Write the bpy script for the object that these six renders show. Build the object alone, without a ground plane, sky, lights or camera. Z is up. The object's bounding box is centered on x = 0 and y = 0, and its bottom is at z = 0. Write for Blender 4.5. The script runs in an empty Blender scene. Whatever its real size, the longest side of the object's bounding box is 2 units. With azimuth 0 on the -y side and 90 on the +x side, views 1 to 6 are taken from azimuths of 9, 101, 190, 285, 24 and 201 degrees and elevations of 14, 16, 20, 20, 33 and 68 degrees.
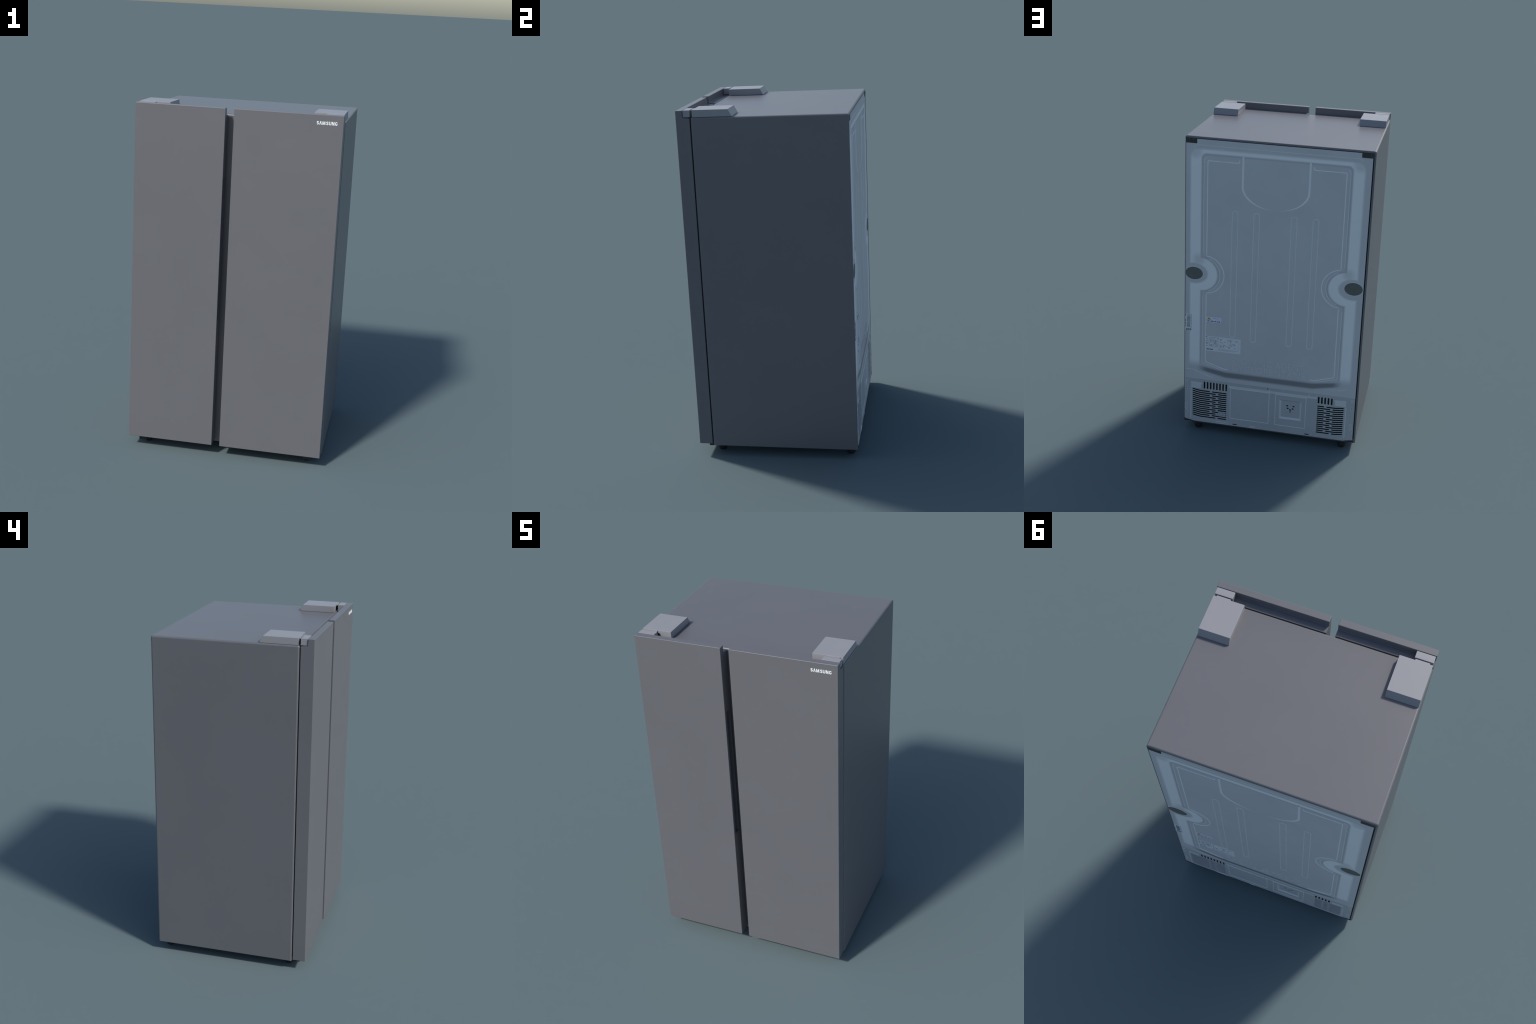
import bpy, bmesh, math, random
from mathutils import Vector

random.seed(7)
C = bpy.context.scene.collection

# ------------------------------------------------------------------ sizes (m)
HALF_W = 0.5598                 # half width of the doors
CAB_W = 0.5625                  # half width of the cabinet
Y_FRONT = -0.4595               # door skin
Y_DOOR_BACK = -0.3837
Y_CAB = -0.3785                 # front of the cabinet
Y_BACK = 0.4595                 # rear lip of the cabinet
Z_CAB0, Z_CAB1 = 0.0585, 1.9606
Z_DOOR0, Z_DOOR1 = 0.0676, 1.9985
Z_LEDGE = 1.9600                # step behind the door's top strip
Y_STRIP = -0.4236
GAP_L, GAP_R = -0.0662, -0.0206 # finger gap between the doors
Y_PANEL = 0.4595                # plateau of the rear sheet
RIM = 0.0013                    # how far its border lies back
CX = 0.0109                     # pressing is centred a little off the axis


# ------------------------------------------------------------------ materials
class Ex:
    """Tiny expression builder over shader math nodes."""
    def __init__(s, nt, sock): s.nt, s.k = nt, sock
    def op(s, o, *a):
        n = s.nt.nodes.new("ShaderNodeMath"); n.operation = o
        for i, v in enumerate((s,) + a):
            if isinstance(v, Ex): s.nt.links.new(v.k, n.inputs[i])
            else: n.inputs[i].default_value = v
        return Ex(s.nt, n.outputs[0])
    def __add__(s, o): return s.op("ADD", o)
    def __sub__(s, o): return s.op("SUBTRACT", o)
    def __mul__(s, o): return s.op("MULTIPLY", o)
    def max(s, o): return s.op("MAXIMUM", o)
    def min(s, o): return s.op("MINIMUM", o)
    def abs(s): return s.op("ABSOLUTE")
    def sqrt(s): return s.op("SQRT")
    def neg(s): return s * -1.0
    def step(s, a, b):
        n = s.nt.nodes.new("ShaderNodeMapRange"); n.interpolation_type = "SMOOTHSTEP"
        s.nt.links.new(s.k, n.inputs["Value"])
        n.inputs["From Min"].default_value = a; n.inputs["From Max"].default_value = b
        return Ex(s.nt, n.outputs["Result"])


def material(name, col, rough=0.5, metal=0.0, spec=0.5, mottle=0.03, scale=9.0, stretch=(1, 1, 1), bump=0.0):
    m = bpy.data.materials.new(name); m.use_nodes = True
    nt = m.node_tree; b = nt.nodes["Principled BSDF"]
    b.inputs["Roughness"].default_value = rough
    b.inputs["Metallic"].default_value = metal
    b.inputs["Specular IOR Level"].default_value = spec
    tc = nt.nodes.new("ShaderNodeTexCoord"); mp = nt.nodes.new("ShaderNodeMapping")
    mp.inputs["Scale"].default_value = stretch
    nz = nt.nodes.new("ShaderNodeTexNoise"); nz.inputs["Scale"].default_value = scale
    nz.inputs["Detail"].default_value = 3
    nt.links.new(tc.outputs["Object"], mp.inputs["Vector"]); nt.links.new(mp.outputs[0], nz.inputs["Vector"])
    rp = nt.nodes.new("ShaderNodeValToRGB")
    rp.color_ramp.elements[0].position, rp.color_ramp.elements[1].position = 0.3, 0.7
    rp.color_ramp.elements[0].color = tuple(c * (1 - mottle) for c in col) + (1,)
    rp.color_ramp.elements[1].color = tuple(min(1, c * (1 + mottle)) for c in col) + (1,)
    nt.links.new(nz.outputs["Fac"], rp.inputs["Fac"]); nt.links.new(rp.outputs[0], b.inputs["Base Color"])
    if bump:
        bp = nt.nodes.new("ShaderNodeBump"); bp.inputs["Strength"].default_value = bump
        bp.inputs["Distance"].default_value = 0.001
        n2 = nt.nodes.new("ShaderNodeTexNoise"); n2.inputs["Scale"].default_value = 900
        nt.links.new(tc.outputs["Object"], n2.inputs["Vector"])
        nt.links.new(n2.outputs["Fac"], bp.inputs["Height"]); nt.links.new(bp.outputs[0], b.inputs["Normal"])
    return m


STEEL = material("steel_grey_paint", (0.141, 0.142, 0.154), rough=0.35, mottle=0.02, scale=3)
HINGE = material("hinge_grey_plastic", (0.285, 0.285, 0.305), rough=0.35, mottle=0.01)
BLACK = material("black_rubber", (0.012, 0.012, 0.012), rough=0.6, mottle=0.1)
DARK = material("dark_plastic", (0.03, 0.03, 0.03), rough=0.5, mottle=0.1)
PLUG = material("dark_green_foam_plug", (0.130, 0.143, 0.130), rough=0.7, mottle=0.05, scale=25)
WHITE = material("white_print", (0.85, 0.87, 0.88), rough=0.4, mottle=0.0)
ZINC = (0.56, 0.57, 0.59)
PLASTIC = material("grey_cover_plastic", (0.45, 0.465, 0.48), rough=0.55, mottle=0.03, scale=6)
PLASTIC_L = material("grey_cover_plastic_painted_light", (0.61, 0.635, 0.65), rough=0.5, mottle=0.03)  # cover plastic lightened, so raised edges and slopes look lit
BEAD = material("pressed_bead_zinc_painted_glint", (0.78, 0.80, 0.815), rough=0.45, mottle=0.03)  # sheet zinc brightened here and below: highlights on the ridges put into colour
BEAD_F = material("pressed_bead_zinc_faint_glint", (0.70, 0.72, 0.735), rough=0.45, mottle=0.03)
PAPER = material("label_paper", (0.72, 0.75, 0.78), rough=0.7, mottle=0.03, scale=40)
PAPER_B = material("label_paper_blue_white", (0.70, 0.73, 0.84), rough=0.7, mottle=0.03, scale=40)
INK = material("black_ink", (0.03, 0.03, 0.035), rough=0.7, mottle=0.0)
INK_G = material("grey_ink", (0.28, 0.29, 0.32), rough=0.7, mottle=0.15, scale=120)
YELLOW = material("warning_yellow", (0.60, 0.37, 0.04), rough=0.6, mottle=0.05)
COPPER = material("copper_pipe", (0.30, 0.10, 0.05), rough=0.4, metal=0.6)

# the pressed rear sheet: border-band highlights and lower-channel shadow painted in by masks
P = dict(px=0.45, pt=1.862, pb=0.449, ps=0.15, ox=0.523, ot=1.892, ob=0.404, os=0.20, bend=0.28,
         cx=0.4515, cz=1.098, cr=0.108, dx=0.494, dz=1.100, dr=0.083, dk=1.33, r1=0.03, r2=0.05)


def panel_material():
    m = material("zinc_sheet", ZINC, rough=0.5, mottle=0.03, scale=5)
    nt = m.node_tree; b = nt.nodes["Principled BSDF"]
    tc = nt.nodes.new("ShaderNodeTexCoord"); sx = nt.nodes.new("ShaderNodeSeparateXYZ")
    nt.links.new(tc.outputs["Object"], sx.inputs[0])
    u = (Ex(nt, sx.outputs[0]) - CX).abs(); z = Ex(nt, sx.outputs[2])

    def corner(hx, hz, r):
        a, c = u - (hx - r), z - (hz - r)
        a0, c0 = a.max(0.0), c.max(0.0)
        return (a0 * a0 + c0 * c0).sqrt() - r
    def circ(x, zz, k=1.0): a, c = u - x, (z - zz) * k; return (a * a + c * c).sqrt()
    rise = (u - P["bend"]).max(0.0)
    zb = (rise * P["ps"] + P["pb"]) - z
    dp = corner(P["px"], P["pt"], P["r1"]).max(circ(P["cx"], P["cz"]).neg() + P["cr"])
    zo = (rise * P["os"] + P["ob"]) - z
    dr = corner(P["ox"], P["ot"], P["r2"]).max(circ(P["dx"], P["dz"], P["dk"]).neg() + P["dr"])
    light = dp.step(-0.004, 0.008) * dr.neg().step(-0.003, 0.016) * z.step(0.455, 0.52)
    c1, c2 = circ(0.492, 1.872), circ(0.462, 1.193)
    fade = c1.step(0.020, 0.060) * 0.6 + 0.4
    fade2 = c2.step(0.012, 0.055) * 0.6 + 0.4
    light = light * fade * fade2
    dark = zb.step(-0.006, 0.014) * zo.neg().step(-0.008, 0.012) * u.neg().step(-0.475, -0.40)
    dark_line = (dp + 0.007).abs().neg().step(-0.008, -0.001) * z.step(0.48, 0.54) * 0.8
    def mix(base, fac, col):
        n = nt.nodes.new("ShaderNodeMix"); n.data_type = "RGBA"
        nt.links.new(fac.k, n.inputs[0]); nt.links.new(base, n.inputs[6]); n.inputs[7].default_value = col + (1,)
        return n.outputs[2]
    base = b.inputs["Base Color"].links[0].from_socket
    o = mix(base, light, (0.82, 0.84, 0.85))  # brightness of the lit slopes baked into the band's colour
    o = mix(o, dark_line, (0.47, 0.48, 0.50))  # soft darker line just inside the band's inner edge
    o = mix(o, dark, (0.235, 0.24, 0.255))  # shadow on the downward slope, darkened in the base colour
    nt.links.new(o, b.inputs["Base Color"])
    return m


def sheet_height(x, z):
    """0 on the plateau, -RIM on the border, smooth in between."""
    u = abs(x - CX)
    def corner(hx, hz, r):
        return math.hypot(max(u - (hx - r), 0), max(z - (hz - r), 0)) - r
    rise = max(u - P["bend"], 0)
    zb = P["pb"] + P["ps"] * rise - z
    dp = max(corner(P["px"], P["pt"], P["r1"]), P["cr"] - math.hypot(u - P["cx"], z - P["cz"]), zb)
    zo = P["ob"] + P["os"] * rise - z
    dr = max(corner(P["ox"], P["ot"], P["r2"]), P["dr"] - math.hypot(u - P["dx"], (z - P["dz"]) * P["dk"]), zo)
    if dp <= 0: return 0.0
    if dr >= 0: return -RIM
    t = dp / (dp - dr)
    return -RIM * t * t * (3 - 2 * t)


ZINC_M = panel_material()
WORDING = material("embossed_zinc", (0.625, 0.64, 0.66), rough=0.5)

# ------------------------------------------------------------------ builders
root = bpy.data.objects.new("refrigerator", None)
C.objects.link(root)
root["label"] = "grey steel two-door side-by-side refrigerator with embossed rear panel"
root["category"] = "refrigerator"


def add(name, me, parent=root, mats=(), smooth=None, kind=None):
    o = bpy.data.objects.new(name, me); C.objects.link(o); o.parent = parent
    for m in mats: me.materials.append(m)
    if smooth is not None:
        for p in me.polygons: p.use_smooth = True
        me.set_sharp_from_angle(angle=math.radians(smooth))
        if smooth <= 40:                      # keep the flats flat: only the chamfers carry the bend
            w = o.modifiers.new("flat_faces", "WEIGHTED_NORMAL"); w.mode = "FACE_AREA"; w.weight = 100; w.keep_sharp = True
    if kind: o["kind"] = kind
    return o


def from_bm(name, bm, *a, **k):
    bmesh.ops.recalc_face_normals(bm, faces=bm.faces)
    me = bpy.data.meshes.new(name); bm.to_mesh(me); bm.free()
    return add(name, me, *a, **k)


def bm_box(bm, x0, x1, y0, y1, z0, z1, mat=0):
    v = [bm.verts.new((x, y, z)) for x in (x0, x1) for y in (y0, y1) for z in (z0, z1)]
    for f in ((0, 1, 3, 2), (4, 6, 7, 5), (0, 4, 5, 1), (2, 3, 7, 6), (0, 2, 6, 4), (1, 5, 7, 3)):
        bm.faces.new([v[i] for i in f]).material_index = mat


def bevel(bm, w, seg=2):
    bmesh.ops.recalc_face_normals(bm, faces=bm.faces)
    es = [e for e in bm.edges if len(e.link_faces) == 2 and e.calc_face_angle(0) > 0.3]
    bmesh.ops.bevel(bm, geom=es, offset=w, segments=seg, profile=0.5, affect="EDGES", clamp_overlap=True)


def box(name, x0, x1, y0, y1, z0, z1, mat, w=0.0, seg=2, parent=root):
    bm = bmesh.new(); bm_box(bm, x0, x1, y0, y1, z0, z1)
    if w: bevel(bm, w, seg)
    return from_bm(name, bm, parent, (mat,), smooth=40 if w else None)


def prism(name, prof, x0, x1, mat, w=0.0, seg=2, parent=root):
    """Profile in (y, z) swept along x."""
    bm = bmesh.new()
    a = [bm.verts.new((x0, y, z)) for y, z in prof]; b = [bm.verts.new((x1, y, z)) for y, z in prof]
    n = len(prof); bm.faces.new(a); bm.faces.new(b[::-1])
    for i in range(n): bm.faces.new((a[i], a[(i + 1) % n], b[(i + 1) % n], b[i]))
    if w: bevel(bm, w, seg)
    return from_bm(name, bm, parent, (mat,), smooth=40 if w else None)


def cut(obj, x0, x1, y0, y1, z0, z1, mat=None, cyl=None):
    bm = bmesh.new()
    if cyl:
        cx, cz, r = cyl
        a = [(cx + r * math.cos(t * math.tau / 40), cz + r * math.sin(t * math.tau / 40)) for t in range(40)]
        p = [bm.verts.new((x, y0, z)) for x, z in a]; q = [bm.verts.new((x, y1, z)) for x, z in a]
        bm.faces.new(p); bm.faces.new(q[::-1])
        for i in range(40): bm.faces.new((p[i], p[(i + 1) % 40], q[(i + 1) % 40], q[i]))
    else:
        bm_box(bm, x0, x1, y0, y1, z0, z1)
        bevel(bm, 0.004, 2)
    c = from_bm("cutter", bm, None, (mat,) if mat else ())
    md = obj.modifiers.new("cut", "BOOLEAN"); md.object = c; md.operation = "DIFFERENCE"; md.solver = "EXACT"
    md.material_mode = "TRANSFER"
    if "flat_faces" in obj.modifiers: obj.modifiers.remove(obj.modifiers["flat_faces"])
    dg = bpy.context.evaluated_depsgraph_get(); dg.update()
    me = bpy.data.meshes.new_from_object(obj.evaluated_get(dg))
    obj.data = me; obj.modifiers.remove(obj.modifiers["cut"]); bpy.data.objects.remove(c)
    w = obj.modifiers.new("flat_faces", "WEIGHTED_NORMAL"); w.weight = 100; w.keep_sharp = True


def sweep(bm, pts, y, w, h, closed=False, sink=0.0015, taper=None, mat=0):
    """Half-round bead along an (x, z) path on the rear face, facing +y."""
    n = len(pts); rows = []
    for i in range(n):
        p = Vector(pts[i])
        a = Vector(pts[(i - 1) % n] if closed else pts[max(i - 1, 0)])
        b = Vector(pts[(i + 1) % n] if closed else pts[min(i + 1, n - 1)])
        t1, t2 = (p - a), (b - p)
        t1 = t1.normalized() if t1.length > 1e-9 else t2.normalized()
        t2 = t2.normalized() if t2.length > 1e-9 else t1
        t = (t1 + t2).normalized(); k = min(1.5, 1 / max(0.4, t.dot(t1)))
        nr = Vector((-t.y, t.x)) * k
        f = taper(i / (n - 1)) if taper else 1.0
        yy = y(p.x, p.y) if callable(y) else y
        row = []
        for s, hh in ((-1, -sink), (-0.55, 0.75), (0, 1.0), (0.55, 0.75), (1, -sink)):
            q = p + nr * (s * w * 0.5 * f)
            row.append(bm.verts.new((q.x, yy + (hh * h * f if hh > 0 else hh), q.y)))
        rows.append(row)
    for i in range(n if closed else n - 1):
        r0, r1 = rows[i], rows[(i + 1) % n]
        for j in range(4):
            bm.faces.new((r0[j], r0[j + 1], r1[j + 1], r1[j])).material_index = mat


def bead(name, paths, w, h, mat, y=None, closed=False, parent=None, taper=None):
    bm = bmesh.new()
    for p in paths: sweep(bm, p, y or (lambda x, z: Y_PANEL + sheet_height(x, z)), w, h, closed, taper=taper)
    me = bpy.data.meshes.new(name); bm.normal_update()
    for f in bm.faces:
        if f.normal.y < 0: f.normal_flip()
    bm.to_mesh(me); bm.free()
    return add(name, me, parent or rear_panel, (mat,), smooth=60)


def plate(name, outline, holes, y, depth, mat, parent=root, w=0.0):
    """Flat sheet in the x-z plane with real openings; back at y - depth, face at y."""
    cu = bpy.data.curves.new(name, "CURVE"); cu.dimensions = "2D"; cu.fill_mode = "BOTH"
    cu.extrude = depth / 2; cu.bevel_depth = w; cu.bevel_resolution = 1
    for loop in [outline] + holes:
        sp = cu.splines.new("POLY"); sp.points.add(len(loop) - 1); sp.use_cyclic_u = True
        for q, (x, z) in zip(sp.points, loop): q.co = (-x, z, 0, 1)   # mirrored: the face looks to +y
    tmp = bpy.data.objects.new(name, cu); C.objects.link(tmp)
    dg = bpy.context.evaluated_depsgraph_get(); dg.update()
    me = bpy.data.meshes.new_from_object(tmp.evaluated_get(dg)); bpy.data.objects.remove(tmp)
    me.materials.clear()
    for v in me.vertices:
        a, b, c = v.co; v.co = (-a, y - depth / 2 + c, b)
    return add(name, me, parent, (mat,))


def stadium(x0, x1, z0, z1, n=6):
    r = min(x1 - x0, z1 - z0) / 2; out = []
    for cx, cz, a in ((x1 - r, z1 - r, 0), (x0 + r, z1 - r, 90), (x0 + r, z0 + r, 180), (x1 - r, z0 + r, 270)):
        out += [(cx + r * math.cos(math.radians(a + 90 * i / n)), cz + r * math.sin(math.radians(a + 90 * i / n))) for i in range(n + 1)]
    res = []
    for p in out:
        if not res or math.hypot(p[0] - res[-1][0], p[1] - res[-1][1]) > 1e-5: res.append(p)
    if math.hypot(res[0][0] - res[-1][0], res[0][1] - res[-1][1]) < 1e-5: res.pop()
    return res


def ellipse(cx, cz, a, b, n=32):
    return [(cx + a * math.cos(i * math.tau / n), cz + b * math.sin(i * math.tau / n)) for i in range(n)]


def rrect(x0, x1, z0, z1, r, n=4):
    out = []
    for cx, cz, a in ((x1 - r, z1 - r, 0), (x0 + r, z1 - r, 90), (x0 + r, z0 + r, 180), (x1 - r, z0 + r, 270)):
        out += [(cx + r * math.cos(math.radians(a + 90 * i / n)), cz + r * math.sin(math.radians(a + 90 * i / n))) for i in range(n + 1)]
    return out


# ------------------------------------------------------------------ cabinet
def build_cabinet():
    bm = bmesh.new()
    bm_box(bm, -CAB_W, CAB_W, Y_CAB, Y_BACK, Z_CAB0, Z_CAB1)
    bmesh.ops.recalc_face_normals(bm, faces=bm.faces)
    lay = bm.edges.layers.float.new("bevel_weight_edge")
    for e in bm.edges:                       # folded sheet: generous radius, tighter along the rear left and bottom
        m = (e.verts[0].co + e.verts[1].co) / 2
        e[lay] = 0.35 if (m.z < 0.1 or (m.y > 0.4 and m.x > 0.5)) else 1.0
    me = bpy.data.meshes.new("cabinet_block"); bm.to_mesh(me); bm.free()
    o = bpy.data.objects.new("cabinet_block", me); C.objects.link(o)
    md = o.modifiers.new("fold", "BEVEL"); md.limit_method = "WEIGHT"; md.width = 0.0100; md.segments = 5
    dg = bpy.context.evaluated_depsgraph_get(); dg.update()
    bm = bmesh.new(); bm.from_mesh(o.evaluated_get(dg).to_mesh())
    bpy.data.objects.remove(o)
    bm.faces.ensure_lookup_table()
    back = max(bm.faces, key=lambda f: (f.normal.y > 0.99) * f.calc_area())
    lip = bmesh.ops.inset_region(bm, faces=[back], thickness=0.002)
    xs, zs = (-0.5520, 0.5585), (0.0635, 1.9500)
    c = back.calc_center_median()
    for v in back.verts:
        v.co.x = xs[v.co.x > c.x]; v.co.z = zs[v.co.z > c.z]
    ex = bmesh.ops.extrude_face_region(bm, geom=[back])
    vs = [g for g in ex["geom"] if isinstance(g, bmesh.types.BMVert)]
    for v in vs: v.co.y = Y_BACK - 0.0100
    bm.faces.ensure_lookup_table()
    if back.is_valid: bmesh.ops.delete(bm, geom=[back], context="FACES_ONLY")
    for f in bm.faces:
        f.material_index = int(all(xs[0] - 1e-4 < v.co.x < xs[1] + 1e-4 and v.co.y > 0.4 and zs[0] - 1e-4 < v.co.z < zs[1] + 1e-4 for v in f.verts))
    return from_bm("cabinet", bm, root, (STEEL, BLACK), smooth=35)


cabinet = build_cabinet()
box("door_gasket", -0.548, GAP_L - 0.012, Y_DOOR_BACK + 0.0004, Y_CAB - 0.0004, 0.085, 1.945, BLACK)
box("door_gasket", GAP_R + 0.012, 0.548, Y_DOOR_BACK + 0.0004, Y_CAB - 0.0004, 0.085, 1.945, BLACK)

# ------------------------------------------------------------------ doors
DOOR = [(Y_FRONT, Z_DOOR0), (Y_FRONT, Z_DOOR1), (Y_STRIP, Z_DOOR1), (Y_STRIP + 0.002, Z_LEDGE), (Y_DOOR_BACK, Z_LEDGE - 0.004), (Y_DOOR_BACK, Z_DOOR0)]
door_a = prism("door", DOOR, -HALF_W, GAP_L, STEEL, 0.0024, 3)
door_b = prism("door", DOOR, GAP_R, HALF_W, STEEL, 0.0024, 3)
cut(door_a, GAP_L - 0.022, GAP_L + 0.05, -0.4430, -0.397, 0.822, 1.617)      # grip pockets in the facing edges
cut(door_b, GAP_R - 0.05, GAP_R + 0.060, -0.4430, -0.397, 0.822, 1.617)

for d, s in ((door_a, -1), (door_b, 1)):
    xs = sorted((s * 0.4618, s * 0.5550))
    box("hinge_cap", *xs, -0.4205, -0.3826, Z_LEDGE + 0.0015, 1.9990, HINGE, 0.0016, parent=d)


def ribbon(bm, pts, w, y0, y1):
    """Flat stroke with mitred corners in the x-z plane."""
    n = len(pts); L, R = [], []
    for i in range(n):
        p = Vector(pts[i]); a = Vector(pts[max(i - 1, 0)]); b = Vector(pts[min(i + 1, n - 1)])
        t1 = (p - a).normalized() if i else (b - p).normalized()
        t2 = (b - p).normalized() if i < n - 1 else t1
        t = (t1 + t2).normalized(); k = 1 / max(0.5, t.dot(t1))
        nr = Vector((-t.y, t.x)) * (k * w / 2)
        L.append(p + nr); R.append(p - nr)
    lv = [[bm.verts.new((q.x, y, q.y)) for q in side] for y in (y0, y1) for side in (L, R)]
    l0, r0, l1, r1 = lv
    for i in range(n - 1):
        for q in ((l0[i], l0[i + 1], r0[i + 1], r0[i]), (r1[i], r1[i + 1], l1[i + 1], l1[i]),
                  (l1[i], l1[i + 1], l0[i + 1], l0[i]), (r0[i], r0[i + 1], r1[i + 1], r1[i])): bm.faces.new(q)
    bm.faces.new((l0[0], r0[0], r1[0], l1[0])); bm.faces.new((l0[-1], l1[-1], r1[-1], r0[-1]))


def build_lettering():
    bm = bmesh.new()
    z0, h, s = 0.0, 0.0182, 0.0037
    t, b, m, e = h - s / 2, s / 2, h / 2, s / 2
    def arc(cx, cz, rx, rz, a0, a1, k=7):
        return [(cx + rx * math.cos(math.radians(a0 + (a1 - a0) * i / k)), cz + rz * math.sin(math.radians(a0 + (a1 - a0) * i / k))) for i in range(k + 1)]
    def S(w):
        r = (w - s) / 2; q = (h - s) / 4
        return [arc(w / 2, t - q, r, q, 8, 180, 8) + [(e + 0.0015, m + 0.0016), (w - e - 0.0015, m - 0.0016)] + arc(w / 2, b + q, r, q, 0, -172, 8)]
    def Lam(w): return [[(e, 0), (w / 2 - 0.0003, h - 0.0012)], [(w - e, 0), (w / 2 + 0.0003, h - 0.0012)], [(w / 2 - 0.0026, t), (w / 2 + 0.0026, t)]]
    def M(w): return [[(e, 0), (e + 0.0008, h)], [(e + 0.0012, h), (w / 2, 0.0004)], [(w - e - 0.0012, h), (w / 2, 0.0004)], [(w - e, 0), (w - e - 0.0008, h)]]
    def U(w): r = (w - s) / 2; return [[(e, h)] + arc(w / 2, b + r, r, r, 180, 360, 10) + [(w - e, h)]]
    def N(w): return [[(e, 0), (e, h)], [(e + 0.0006, h), (w - e - 0.0006, 0)], [(w - e, 0), (w - e, h)]]
    def G(w):
        r = (w - s) / 2
        return [arc(w / 2, t - r, r, r, 22, 180, 10) + arc(w / 2, b + r, r, r, 180, 360, 10) + [(w - e, m - 0.0016), (w / 2 + 0.0006, m - 0.0016)]]
    x = 0.4187
    spread = []
    for fn, w, g in ((S, 0.0118, 0.0021), (Lam, 0.0132, 0.0022), (M, 0.0168, 0.0038), (S, 0.0118, 0.0024), (U, 0.0128, 0.0028), (N, 0.0132, 0.0030), (G, 0.0130, 0)):
        for k, st in enumerate(fn(w)):
            ribbon(bm, [(x + px, 1.9468 + pz) for px, pz in st], s * (0.92 if fn is M else 1.0), Y_FRONT - 0.0007 - 0.00008 * k, Y_FRONT + 0.0005)
        x += w + g
    return from_bm("door_lettering", bm, door_b, (WHITE,))


build_lettering()

# ------------------------------------------------------------------ hinge covers on the roof
for s in (-1, 1):
    inner = 0.3945 if s > 0 else 0.3904
    xs = sorted((s * inner, s * 0.5560))
    cov = prism("hinge_cover", [(-0.3702, Z_CAB1 + 0.001), (-0.3702, 2.0), (-0.1757, 2.0), (-0.1550, Z_CAB1 + 0.001)], *xs, HINGE, 0.0013)
    cut(cov, 0, 0, -0.40, -0.345, 0, 0, BLACK, cyl=(s * 0.492, 1.963, 0.0355))
    txs = sorted((s * 0.4680, s * 0.5400))
    box("hinge_cover_tab", *txs, -0.3765, -0.3695, 1.9925, 1.9988, HINGE, 0.0006, parent=cov)
    # hinge bracket under the doors and adjustable feet
    bxs = sorted((s * 0.462, s * 0.508))
    box("hinge_bracket", *bxs, -0.4160, -0.36, 0.0310, Z_DOOR0 - 0.0015, BLACK, 0.001)


def foot(x, y):
    bm = bmesh.new(); n = 28
    prof = [(0.010, 0.062), (0.010, 0.045), (0.0245, 0.043), (0.026, 0.038), (0.0255, 0.012), (0.021, 0.002), (0.018, 0.0)]
    rings = []
    for r, z in prof:
        rings.append([bm.verts.new((r * (1 - 0.03 * (i % 2)) * math.cos(i * math.tau / n), r * (1 - 0.03 * (i % 2)) * math.sin(i * math.tau / n), z)) for i in range(n)])
    for a, b in zip(rings, rings[1:]):
        for i in range(n): bm.faces.new((a[i], a[(i + 1) % n], b[(i + 1) % n], b[i]))
    bm.faces.new(rings[0]); bm.faces.new(rings[-1][::-1])
    bmesh.ops.recalc_face_normals(bm, faces=bm.faces)
    return bm


fm = bpy.data.meshes.new("levelling_foot"); b_ = foot(0, 0); b_.to_mesh(fm); b_.free(); fm.materials.append(BLACK)
for x in (-0.472, 0.476):
    for y in (-0.344, 0.4125):
        o = bpy.data.objects.new("levelling_foot", fm); C.objects.link(o); o.parent = root; o.location = (x, y, 0)
    box("foot_plate", x - 0.034, x + 0.034, 0.385, 0.4470, 0.048, 0.0594, BLACK, 0.001)

# ------------------------------------------------------------------ rear sheet
def build_rear_panel():
    x0, x1, z0, z1 = -0.5450, 0.5582, 0.3735, 1.9455
    nx, nz = 240, 340
    bm = bmesh.new()
    g = [[bm.verts.new((x0 + (x1 - x0) * i / nx, 0, z0 + (z1 - z0) * j / nz)) for i in range(nx + 1)] for j in range(nz + 1)]
    for row in g:
        for v in row: v.co.y = Y_PANEL + sheet_height(v.co.x, v.co.z)
    for j in range(nz):
        for i in range(nx): bm.faces.new((g[j][i + 1], g[j][i], g[j + 1][i], g[j + 1][i + 1]))
    rim = [e for e in bm.edges if len(e.link_faces) == 1]
    ex = bmesh.ops.extrude_edge_only(bm, edges=rim)
    for v in ex["geom"]:
        if isinstance(v, bmesh.types.BMVert): v.co.y = Y_PANEL - 0.0085
    me = bpy.data.meshes.new("rear_panel"); bm.to_mesh(me); bm.free()
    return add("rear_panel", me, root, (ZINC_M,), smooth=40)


rear_panel = build_rear_panel()


def arc(cx, cz, rx, rz, a0, a1, k):
    return [(cx + rx * math.cos(math.radians(a0 + (a1 - a0) * i / k)), cz + rz * math.sin(math.radians(a0 + (a1 - a0) * i / k))) for i in range(k + 1)]


def mirror(path, s): return [(CX + s * x, z) for x, z in path]


def dense(path, step=0.02):
    out = []
    for (a, b), (c, d) in zip(path, path[1:]):
        n = max(1, int(math.hypot(c - a, d - b) / step))
        out += [(a + (c - a) * i / n, b + (d - b) * i / n) for i in range(n)]
    return out + [path[-1]]


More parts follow.
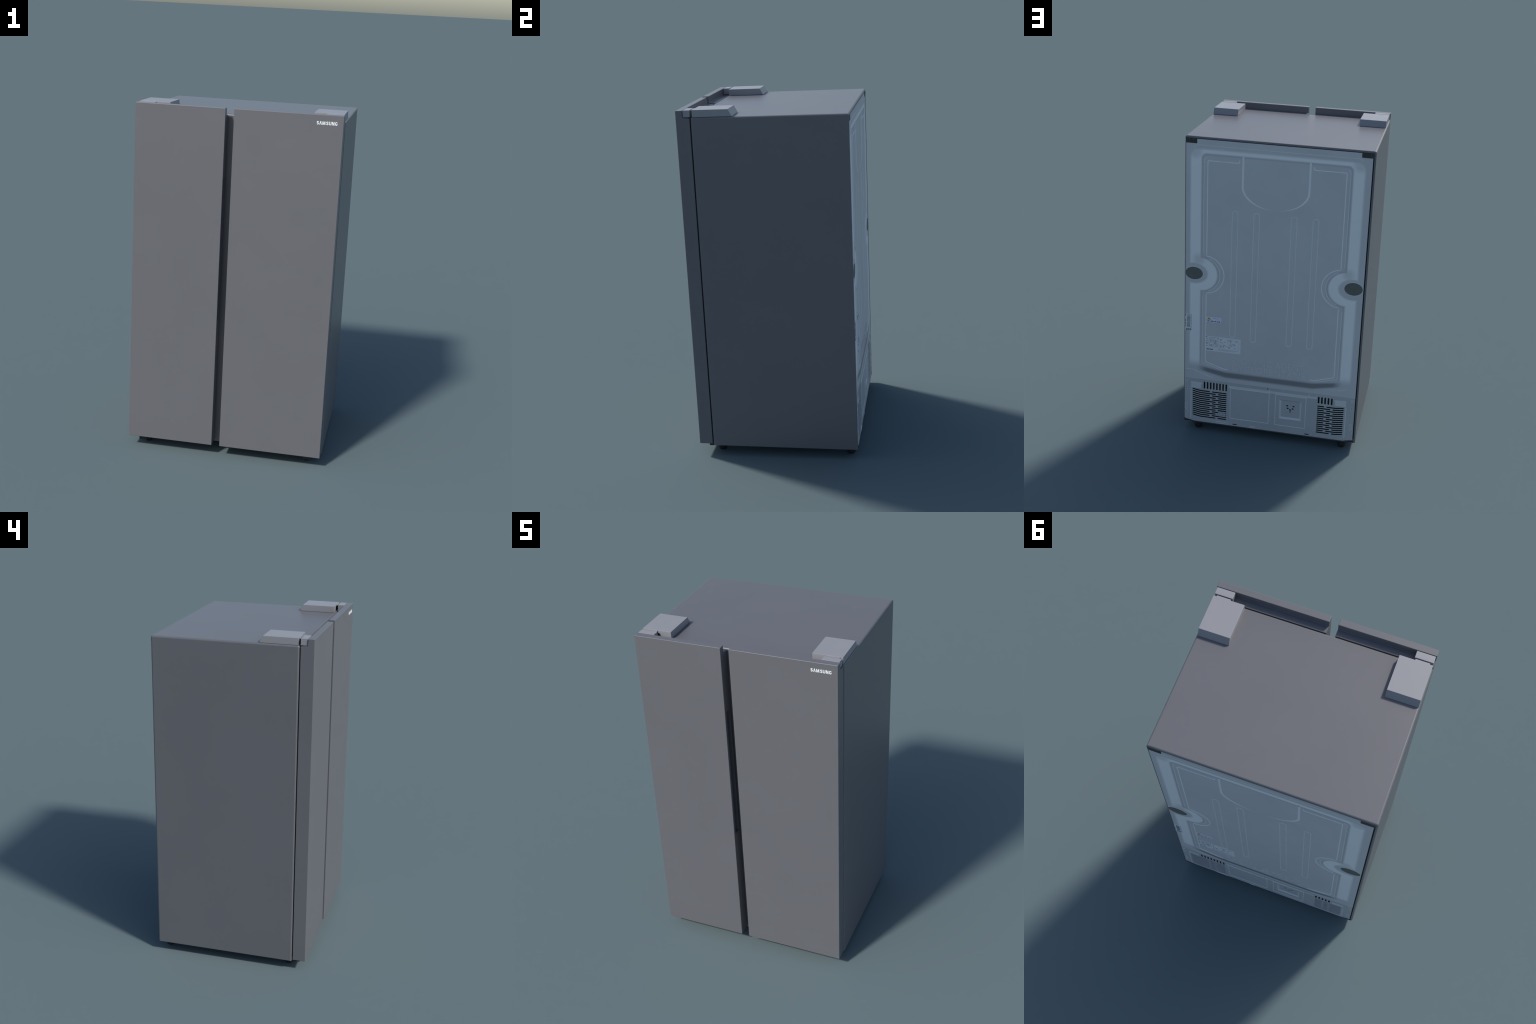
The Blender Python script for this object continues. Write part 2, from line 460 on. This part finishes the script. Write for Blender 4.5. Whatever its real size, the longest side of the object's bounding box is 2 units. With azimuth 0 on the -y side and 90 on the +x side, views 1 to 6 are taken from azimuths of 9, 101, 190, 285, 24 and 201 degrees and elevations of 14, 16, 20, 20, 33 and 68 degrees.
for s in (-1, 1):
    hx = 0.4257
    a = math.degrees(math.acos((0.412 - hx) / 0.1225))
    top = arc(0.230, 1.8285, 0.009, 0.009, 120, 270, 6) + [(0.4085, 1.8195), (0.4130, 1.815), (0.4130, 1.2255)]
    bend = arc(hx, 1.097, 0.1235, 0.1235, a, 360 - a, 36)
    low = [(0.4130, 0.9690), (0.4135, 0.506)]
    foot_ = [(0.4135, 0.506), (0.405, 0.5005), (0.285, 0.4625), (0.270, 0.4625), (0.264, 0.4695)]
    bead("pressed_bead", [mirror(dense(top), s), mirror(bend, s), mirror(dense(low), s)], 0.0082, 0.0018, BEAD)
    bead("pressed_bead", [mirror(dense(foot_), s)], 0.0075, 0.0018, BEAD)
    bead("pressed_bead", [mirror(dense([(0.418, 1.835), (0.430, 1.832), (0.4355, 1.822), (0.4355, 1.240)]), s),
                          mirror(arc(hx + 0.012, 1.097, 0.110, 0.112, 110, 250, 24), s),
                          mirror(dense([(0.4355, 0.955), (0.4355, 0.505), (0.428, 0.492), (0.300, 0.455)]), s)], 0.006, 0.0010, BEAD_F)
    # U-shaped rib under the top edge, fading out at its lowest point
    u = [(0.1995, 1.858), (0.1995, 1.69)] 
    bead("pressed_rib", [mirror([(0.1995, 1.862 - 0.182 * i / 12) for i in range(12)] + arc(0, 1.680, 0.1995, 0.1305, 0, -84, 28), s)],
         0.0150, 0.0022, BEAD, taper=lambda t: 1.0 if t < 0.45 else max(0.05, 1 - ((t - 0.45) / 0.55) ** 1.5))

for cx, zb in ((0.2523, 0.6945), (0.1204, 0.6760), (-0.1068, 0.6760), (-0.2372, 0.6750)):
    bead("pressed_rib", [dense(stadium(cx - 0.0172, cx + 0.0172, zb, 1.524) + [stadium(cx - 0.0172, cx + 0.0172, zb, 1.524)[0]], 0.03)], 0.0060, 0.0014, BEAD_F)

# faint line round the border
bead("pressed_bead", [mirror([(-0.50 + 0.0, 1.900)] + [(-0.48 + 0.96 * i / 40, 1.9095) for i in range(41)] + [(0.50, 1.900)], 1)], 0.005, 0.0009, BEAD_F)
bead("pressed_bead", [dense([(0.553, 0.437), (0.500, 0.437), (0.450, 0.4165), (0.372, 0.3925)], 0.02),
                      dense([(-0.430, 0.420), (-0.450, 0.416), (-0.485, 0.4285)], 0.01)], 0.0055, 0.0010, BEAD_F)

# embossed wording
for body, z in (("BLOWING AGENT:", 0.5140), ("CYCLOPENTANE", 0.4615)):
    cu = bpy.data.curves.new("text", "FONT"); cu.body = body; cu.size = 0.0630; cu.extrude = 0.0011
    cu.bevel_depth = 0.0004; cu.bevel_resolution = 1; cu.resolution_u = 4; cu.offset = -0.0006
    tmp = bpy.data.objects.new("text", cu); C.objects.link(tmp)
    dg = bpy.context.evaluated_depsgraph_get(); dg.update()
    me = bpy.data.meshes.new_from_object(tmp.evaluated_get(dg)); bpy.data.objects.remove(tmp)
    xs = [v.co.x for v in me.vertices]; w = max(xs) - min(xs); x_min = min(xs)
    for v in me.vertices:
        a, b, c = v.co
        v.co = (0.2505 - (a - x_min) / w * 0.4735, Y_PANEL + 0.0004 + c, z + b * 1.0)
    me.materials.clear()
    add("embossed_wording", me, rear_panel, (WORDING,))

# foam plugs
for cx, cz in ((0.5023, 1.0995), (-0.4854, 1.1075)):
    plate("foam_port_plug", [(min(px, 0.5580), pz) for px, pz in ellipse(cx, cz, 0.0550, 0.0405, 48)], [], Y_PANEL - RIM + 0.0016, 0.004, PLUG, rear_panel)
    bead("foam_port_rim", [[(min(px, 0.5580), pz) for px, pz in ellipse(cx, cz, 0.0570, 0.0425, 48)]], 0.005, 0.0012, BEAD_F, y=Y_PANEL - RIM, closed=True)

# black corner brackets
for s, xa, xb, ring in ((1, 0.4910, 0.5582, 0.5440), (-1, 0.4810, 0.5525, 0.5440)):
    xs = sorted((s * xa, s * xb))
    o = plate("corner_bracket", rrect(*xs, 1.9185, 1.9492, 0.004), [], Y_BACK + 0.0000, 0.006, DARK, root)
    bead("bracket_ring", [ellipse(s * ring, 1.9350, 0.0105, 0.0105, 24)], 0.0035, 0.0010, material("bracket_ring_plastic", (0.10, 0.105, 0.11)) if s > 0 else bpy.data.materials["bracket_ring_plastic"], y=Y_BACK, closed=True, parent=o)
    if s > 0:
        bead("bracket_ring", [arc(0.509, 1.936, 0.008, 0.010, -10, 150, 10)], 0.004, 0.0010, bpy.data.materials["bracket_ring_plastic"], y=Y_BACK, parent=o)

# ------------------------------------------------------------------ labels
def marks(name, rects, y, mat, parent):
    bm = bmesh.new()
    for x0, x1, z0, z1 in rects: bm_box(bm, x0, x1, y - 0.0006, y, z0, z1)
    return from_bm(name, bm, parent, (mat,), kind="stuff")


YL = Y_PANEL + 0.0009
rating = plate("rating_label", rrect(0.1965, 0.4225, 0.5835, 0.6855, 0.003), [], YL, 0.0012, PAPER, rear_panel)
dk, gr = [], []
dk.append((0.4135, 0.4205, 0.6775, 0.6815))
gr += [(0.345, 0.405, 0.6768, 0.6785), (0.340, 0.346, 0.672, 0.678)]
for i in range(9):                                             # left column of print
    z = 0.668 - i * 0.0062
    x = 0.4195
    while x > 0.345:
        l = random.uniform(0.006, 0.022)
        if random.random() < 0.62: gr.append((max(x - l, 0.343), x, z - 0.0016, z + 0.0012))
        x -= l + random.uniform(0.003, 0.010)
for i in range(8):                                             # table on the right
    z = 0.672 - i * 0.0078
    x = 0.330
    while x > 0.215:
        l = random.uniform(0.004, 0.016)
        if random.random() < 0.42: gr.append((max(x - l, 0.212), x, z - 0.002, z + 0.0014))
        x -= l + random.uniform(0.004, 0.014)
gr += [(0.215, 0.338, 0.6015, 0.6030), (0.235, 0.338, 0.5950, 0.5962), (0.212, 0.2125, 0.60, 0.677), (0.3395, 0.3402, 0.592, 0.679)]
for x in (0.4150, 0.4105, 0.4060, 0.4010, 0.3930, 0.3885, 0.3835, 0.3790): dk.append((x - 0.0036, x, 0.5925, 0.5985))
marks("label_print", gr, YL + 0.0005, INK_G, rating); marks("label_bold_print", dk, YL + 0.0006, INK, rating)

warn = plate("warning_label", rrect(0.3243, 0.4222, 0.7815, 0.8175, 0.002), [], YL, 0.0012, PAPER_B, rear_panel)
plate("warning_triangle", [(0.4175, 0.7985), (0.3895, 0.7985), (0.4035, 0.8150)], [], YL + 0.0006, 0.001, YELLOW, warn)
plate("warning_triangle_mark", [(0.4052, 0.8080), (0.4044, 0.8020), (0.4026, 0.8020), (0.4018, 0.8080)], [], YL + 0.0010, 0.001, INK, warn)
gr, dk = [], []
for i, z in enumerate((0.8125, 0.8085, 0.8045)):
    x = 0.390 - 0.003 * i
    while x > 0.335:
        l = random.uniform(0.004, 0.012)
        if random.random() < 0.7: gr.append((x - l, x, z - 0.0009, z + 0.0009))
        x -= l + random.uniform(0.002, 0.006)
for x in (0.4130, 0.4085, 0.4040, 0.3925, 0.3880, 0.3830, 0.3785, 0.3690, 0.3645, 0.3600, 0.3500, 0.3455, 0.3380, 0.3345):
    dk.append((x - random.uniform(0.0028, 0.0040), x, 0.7865, 0.7865 + random.uniform(0.0050, 0.0068)))
marks("label_print", gr, YL + 0.0005, INK_G, warn); marks("label_bold_print", dk, YL + 0.0006, INK, warn)

YB = Y_PANEL - RIM + 0.0022
bar = plate("barcode_label", rrect(0.5155, 0.5578, 0.7090, 0.8215, 0.002), [], YB, 0.0040, PAPER, rear_panel)
dk, gr = [], []
z = 0.8150
while z > 0.7330:
    t = random.choice((0.0008, 0.0012, 0.0020, 0.0028))
    gr.append((0.5250, 0.5460, z - t, z)); z -= t + random.choice((0.0010, 0.0014, 0.0022))
gr += [(0.5175, 0.5183, 0.722, 0.819), (0.5175, 0.5455, 0.8185, 0.8193)]
z = 0.8190
while z > 0.722:
    l = random.uniform(0.004, 0.016)
    dk.append((0.5540, 0.5568, z - l, z)) if random.random() < 0.75 else None
    z -= l + random.uniform(0.003, 0.007)
z = 0.8100
while z > 0.760:
    l = random.uniform(0.004, 0.010); gr.append((0.5195, 0.5213, z - l, z)); z -= l + 0.004
dk += [(0.5190, 0.5495, 0.7195, 0.7215), (0.5190, 0.5495, 0.7112, 0.7132), (0.5190, 0.5232, 0.7132, 0.7195), (0.5440, 0.5495, 0.7132, 0.7195), (0.531, 0.540, 0.7148, 0.7158), (0.531, 0.540, 0.7168, 0.7178)]
marks("label_print", gr, YB + 0.0005, INK_G, bar); marks("label_bold_print", dk, YB + 0.0006, INK, bar)

# ------------------------------------------------------------------ lower rear cover with vents
Y_COV = Y_PANEL - 0.0008
def slot_row(xa, xb, z, h, out_x, rise):
    """One horizontal vent slot; beyond out_x it climbs towards the outer side."""
    s = 1 if out_x > 0 else -1
    xs = sorted({xa, xb} | ({out_x} if min(xa, xb) < out_x < max(xa, xb) else set()))
    def zz(x): d = s * (x - out_x); return z + (rise * d / 0.05 if d > 0 else 0)
    c = h * 0.4
    top = [(xs[0] + c, zz(xs[0]) + h / 2)] + [(x, zz(x) + h / 2) for x in xs[1:-1]] + [(xs[-1] - c, zz(xs[-1]) + h / 2), (xs[-1], zz(xs[-1]))]
    low = [(xs[-1] - c, zz(xs[-1]) - h / 2)] + [(x, zz(x) - h / 2) for x in xs[1:-1][::-1]] + [(xs[0] + c, zz(xs[0]) - h / 2), (xs[0], zz(xs[0]))]
    return top + low


holes = []
H = 0.0090
for i in range(14):
    z = 0.2910 - i * 0.01444
    g = 0.3835 if i % 2 == 0 else 0.3440
    holes += [slot_row(g + 0.006, 0.5063, z, H, 0.452, 0.0075), slot_row(0.2785, g - 0.006, z, H, 0.452, 0)]
    z = 0.2895 - i * 0.01440
    g = -0.3600 if i % 2 == 0 else -0.4000
    holes += [slot_row(g + 0.006, -0.3080, z, H, -0.425, 0.0), slot_row(-0.4790, g - 0.006, z, H, -0.425, 0.0070)]
for i in range(8):
    x = 0.4270 - i * 0.0205; holes.append(stadium(x - 0.0052, x + 0.0052, 0.3085, 0.3590))
for i in range(5):
    x = -0.3155 - i * 0.0208; holes.append(stadium(x - 0.0055, x + 0.0055, 0.3085, 0.3560))
TRAY = (-0.2085, -0.0650, 0.1655, 0.3015)
holes.append([(TRAY[0], TRAY[2]), (TRAY[1], TRAY[2]), (TRAY[1], TRAY[3]), (TRAY[0], TRAY[3])])
holes += [stadium(0.2070, 0.2370, 0.0730, 0.0800), stadium(-0.2660, -0.2360, 0.0730, 0.0800)]
outline = [(0.5582, 0.0790), (0.5582, 0.3733), (-0.5450, 0.3733), (-0.5450, 0.0800), (-0.5250, 0.0760), (-0.4850, 0.0650), (0.4950, 0.0650)]
for x0_, x1_ in ((0.480, 0.5580), (-0.5515, -0.470)):
    box("cabinet_corner_web", x0_, x1_, 0.4350, 0.4522, 0.0642, 0.0850, STEEL)
rear_cover = plate("rear_cover", outline, holes, Y_COV, 0.0022, PLASTIC)

# recessed tray with bevelled walls and a V of small holes
def tray():
    x0, x1, z0, z1 = TRAY; k, d = 0.0120, 0.0060
    y0, y1 = Y_COV - 0.0002, Y_COV - d
    bm = bmesh.new()
    a = [bm.verts.new(p) for p in ((x0, y0, z0), (x1, y0, z0), (x1, y0, z1), (x0, y0, z1))]
    b = [bm.verts.new(p) for p in ((x0 + k, y1, z0 + k), (x1 - k, y1, z0 + k), (x1 - k, y1, z1 - k * .6), (x0 + k, y1, z1 - k * .6))]
    for i in range(4):
        f = bm.faces.new((a[i], b[i], b[(i + 1) % 4], a[(i + 1) % 4])); f.material_index = 1 if i != 2 else 0  # wall tone chosen by facing: top wall keeps shadow tone, others painted lit
    bm.normal_update()
    for f in bm.faces:
        if f.normal.y < 0: f.normal_flip()
    me = bpy.data.meshes.new("recess_wall"); bm.to_mesh(me); bm.free()
    add("recess_wall", me, rear_cover, (PLASTIC, PLASTIC_L))
    v = [(-0.1160, 0.2600, 0.0070, 0.0050), (-0.1567, 0.2593, 0.0070, 0.0050), (-0.1198, 0.2419, 0.0066, 0.0050), (-0.1521, 0.2413, 0.0066, 0.0050),
         (-0.1360, 0.2325, 0.0072, 0.0052), (-0.1362, 0.2183, 0.0060, 0.0038)]
    plate("recess_floor", [(x0 + k, z0 + k), (x1 - k, z0 + k), (x1 - k, z1 - k * .6), (x0 + k, z1 - k * .6)],
          [ellipse(p[0], p[1], p[2], p[3], 16) for p in v], y1 + 0.0003, 0.0015, PLASTIC, rear_cover)


tray()

def frame(name, x0, x1, z0, z1, w, h, mat):
    pts = [(x0, z0), (x1, z0), (x1, z1), (x0, z1), (x0, z0)]
    return bead(name, [dense(pts, 0.02)], w, h, mat, y=Y_COV, parent=rear_cover)


frame("cover_frame", 0.0026, 0.2552, 0.1162, 0.3350, 0.0085, 0.0020, PLASTIC_L)
frame("cover_frame", -0.2350, -0.0398, 0.1145, 0.3330, 0.0085, 0.0020, PLASTIC_L)
# long ledge between the vents with its short ribs
prism("cover_ledge", [(Y_COV - 0.001, 0.3372), (Y_COV + 0.0006, 0.3372), (Y_COV + 0.0002, 0.3520), (Y_COV - 0.001, 0.3525)], -0.3020, 0.2680, PLASTIC_L, 0, parent=rear_cover)
bead("cover_rib", [[(x, 0.351), (x, 0.360), (x, 0.3685)] for x in (0.0010, -0.0806, -0.2527, -0.3020)], 0.0060, 0.0016, PLASTIC_L, y=Y_COV, parent=rear_cover)
bead("cover_rib", [dense([(0.2660, 0.352), (0.2660, 0.372)], 0.01)], 0.004, 0.001, PLASTIC_L, y=Y_COV, parent=rear_cover)
plate("pin_hole", ellipse(0.0133, 0.3655, 0.0036, 0.0036, 14), [], Y_COV + 0.0004, 0.001, INK, rear_cover)
# rims of the vent housings: chamfered outer shoulder
for s, xo, xi, zt in ((1, 0.5160, 0.4390, 0.3530), (-1, 0.4900, 0.4110, 0.3505)):
    bm = bmesh.new()
    q = [(s * xo, zt), (s * xi, zt - 0.006), (s * xi, 0.3030), (s * (xi + 0.012), 0.3230), (s * (xo - 0.010), 0.3060), (s * xo, 0.3060)]
    y0 = Y_COV + 0.0004
    P1 = [(s * xo, y0, zt), (s * xi, y0, zt - 0.004), (s * (xi + 0.010), y0 + 0.0012, 0.3330), (s * xo, y0, 0.3470)]
    P2 = [(s * xo, y0, 0.3470), (s * (xi + 0.010), y0 + 0.0012, 0.3330), (s * (xi + 0.010), y0 + 0.0012, 0.3080), (s * xo, y0, 0.3080)]
    for pts in (P1, P2): bm.faces.new([bm.verts.new(p) for p in pts])
    bm.normal_update()
    for f in bm.faces:
        if f.normal.y < 0: f.normal_flip()
    me = bpy.data.meshes.new("vent_shoulder"); bm.to_mesh(me); bm.free()
    add("vent_shoulder", me, rear_cover, (PLASTIC_L,))
    bead("vent_rim", [dense([(s * xo, 0.3060), (s * xo, 0.0850)], 0.02)], 0.010, 0.0014, PLASTIC_L, y=Y_COV, parent=rear_cover)
# screws and clip bosses at both ends
for x in (0.5470, -0.5277):
    for z in (0.3533, 0.2995, 0.1280):
        bead("screw_boss", [ellipse(x, z, 0.0085, 0.0085, 20)], 0.0040, 0.0014, PLASTIC_L, y=Y_COV, closed=True, parent=rear_cover)
        if z < 0.34: plate("screw", ellipse(x, z, 0.0045, 0.0045, 14), [], Y_COV + 0.0008, 0.001, INK_G, rear_cover)
    bead("clip_boss", [stadium(x - 0.008, x + 0.008, 0.1480, 0.1880)], 0.0040, 0.0014, PLASTIC_L, y=Y_COV, closed=True, parent=rear_cover)
bead("clip_boss", [rrect(0.2710, 0.3465, 0.0685, 0.0805, 0.004)], 0.0050, 0.0016, PLASTIC_L, y=Y_COV, closed=True, parent=rear_cover)
bead("clip_boss", [rrect(0.0880, 0.1215, 0.0685, 0.0785, 0.004)], 0.0050, 0.0016, PLASTIC_L, y=Y_COV, closed=True, parent=rear_cover)
# lines of tiny embossed caution print inside the first frame
rows = []
for i in range(25):
    z = 0.3220 - i * 0.0078; half = 0.100 if i % 6 < 4 else 0.070
    x = 0.129 + half * random.uniform(0.7, 1.0)
    while x > 0.129 - half * random.uniform(0.7, 1.0):
        l = random.uniform(0.005, 0.018); rows.append((x - l, x, z - 0.0016, z + 0.0016)); x -= l + random.uniform(0.002, 0.006)
marks("embossed_print", rows, Y_COV + 0.0005, material("embossed_print_plastic", (0.49, 0.505, 0.52), rough=0.55), rear_cover)
# glimpses of pipework behind the left vent
bm = bmesh.new()
bm_box(bm, 0.275, 0.385, Y_COV - 0.009, Y_COV - 0.005, 0.3160, 0.3200)
bm_box(bm, 0.3075, 0.3125, Y_COV - 0.009, Y_COV - 0.005, 0.2500, 0.2960)
from_bm("copper_pipe", bm, rear_cover, (COPPER,))
box("compressor_tag", 0.285, 0.335, Y_COV - 0.009, Y_COV - 0.004, 0.1180, 0.1480, PLASTIC, 0, parent=rear_cover)
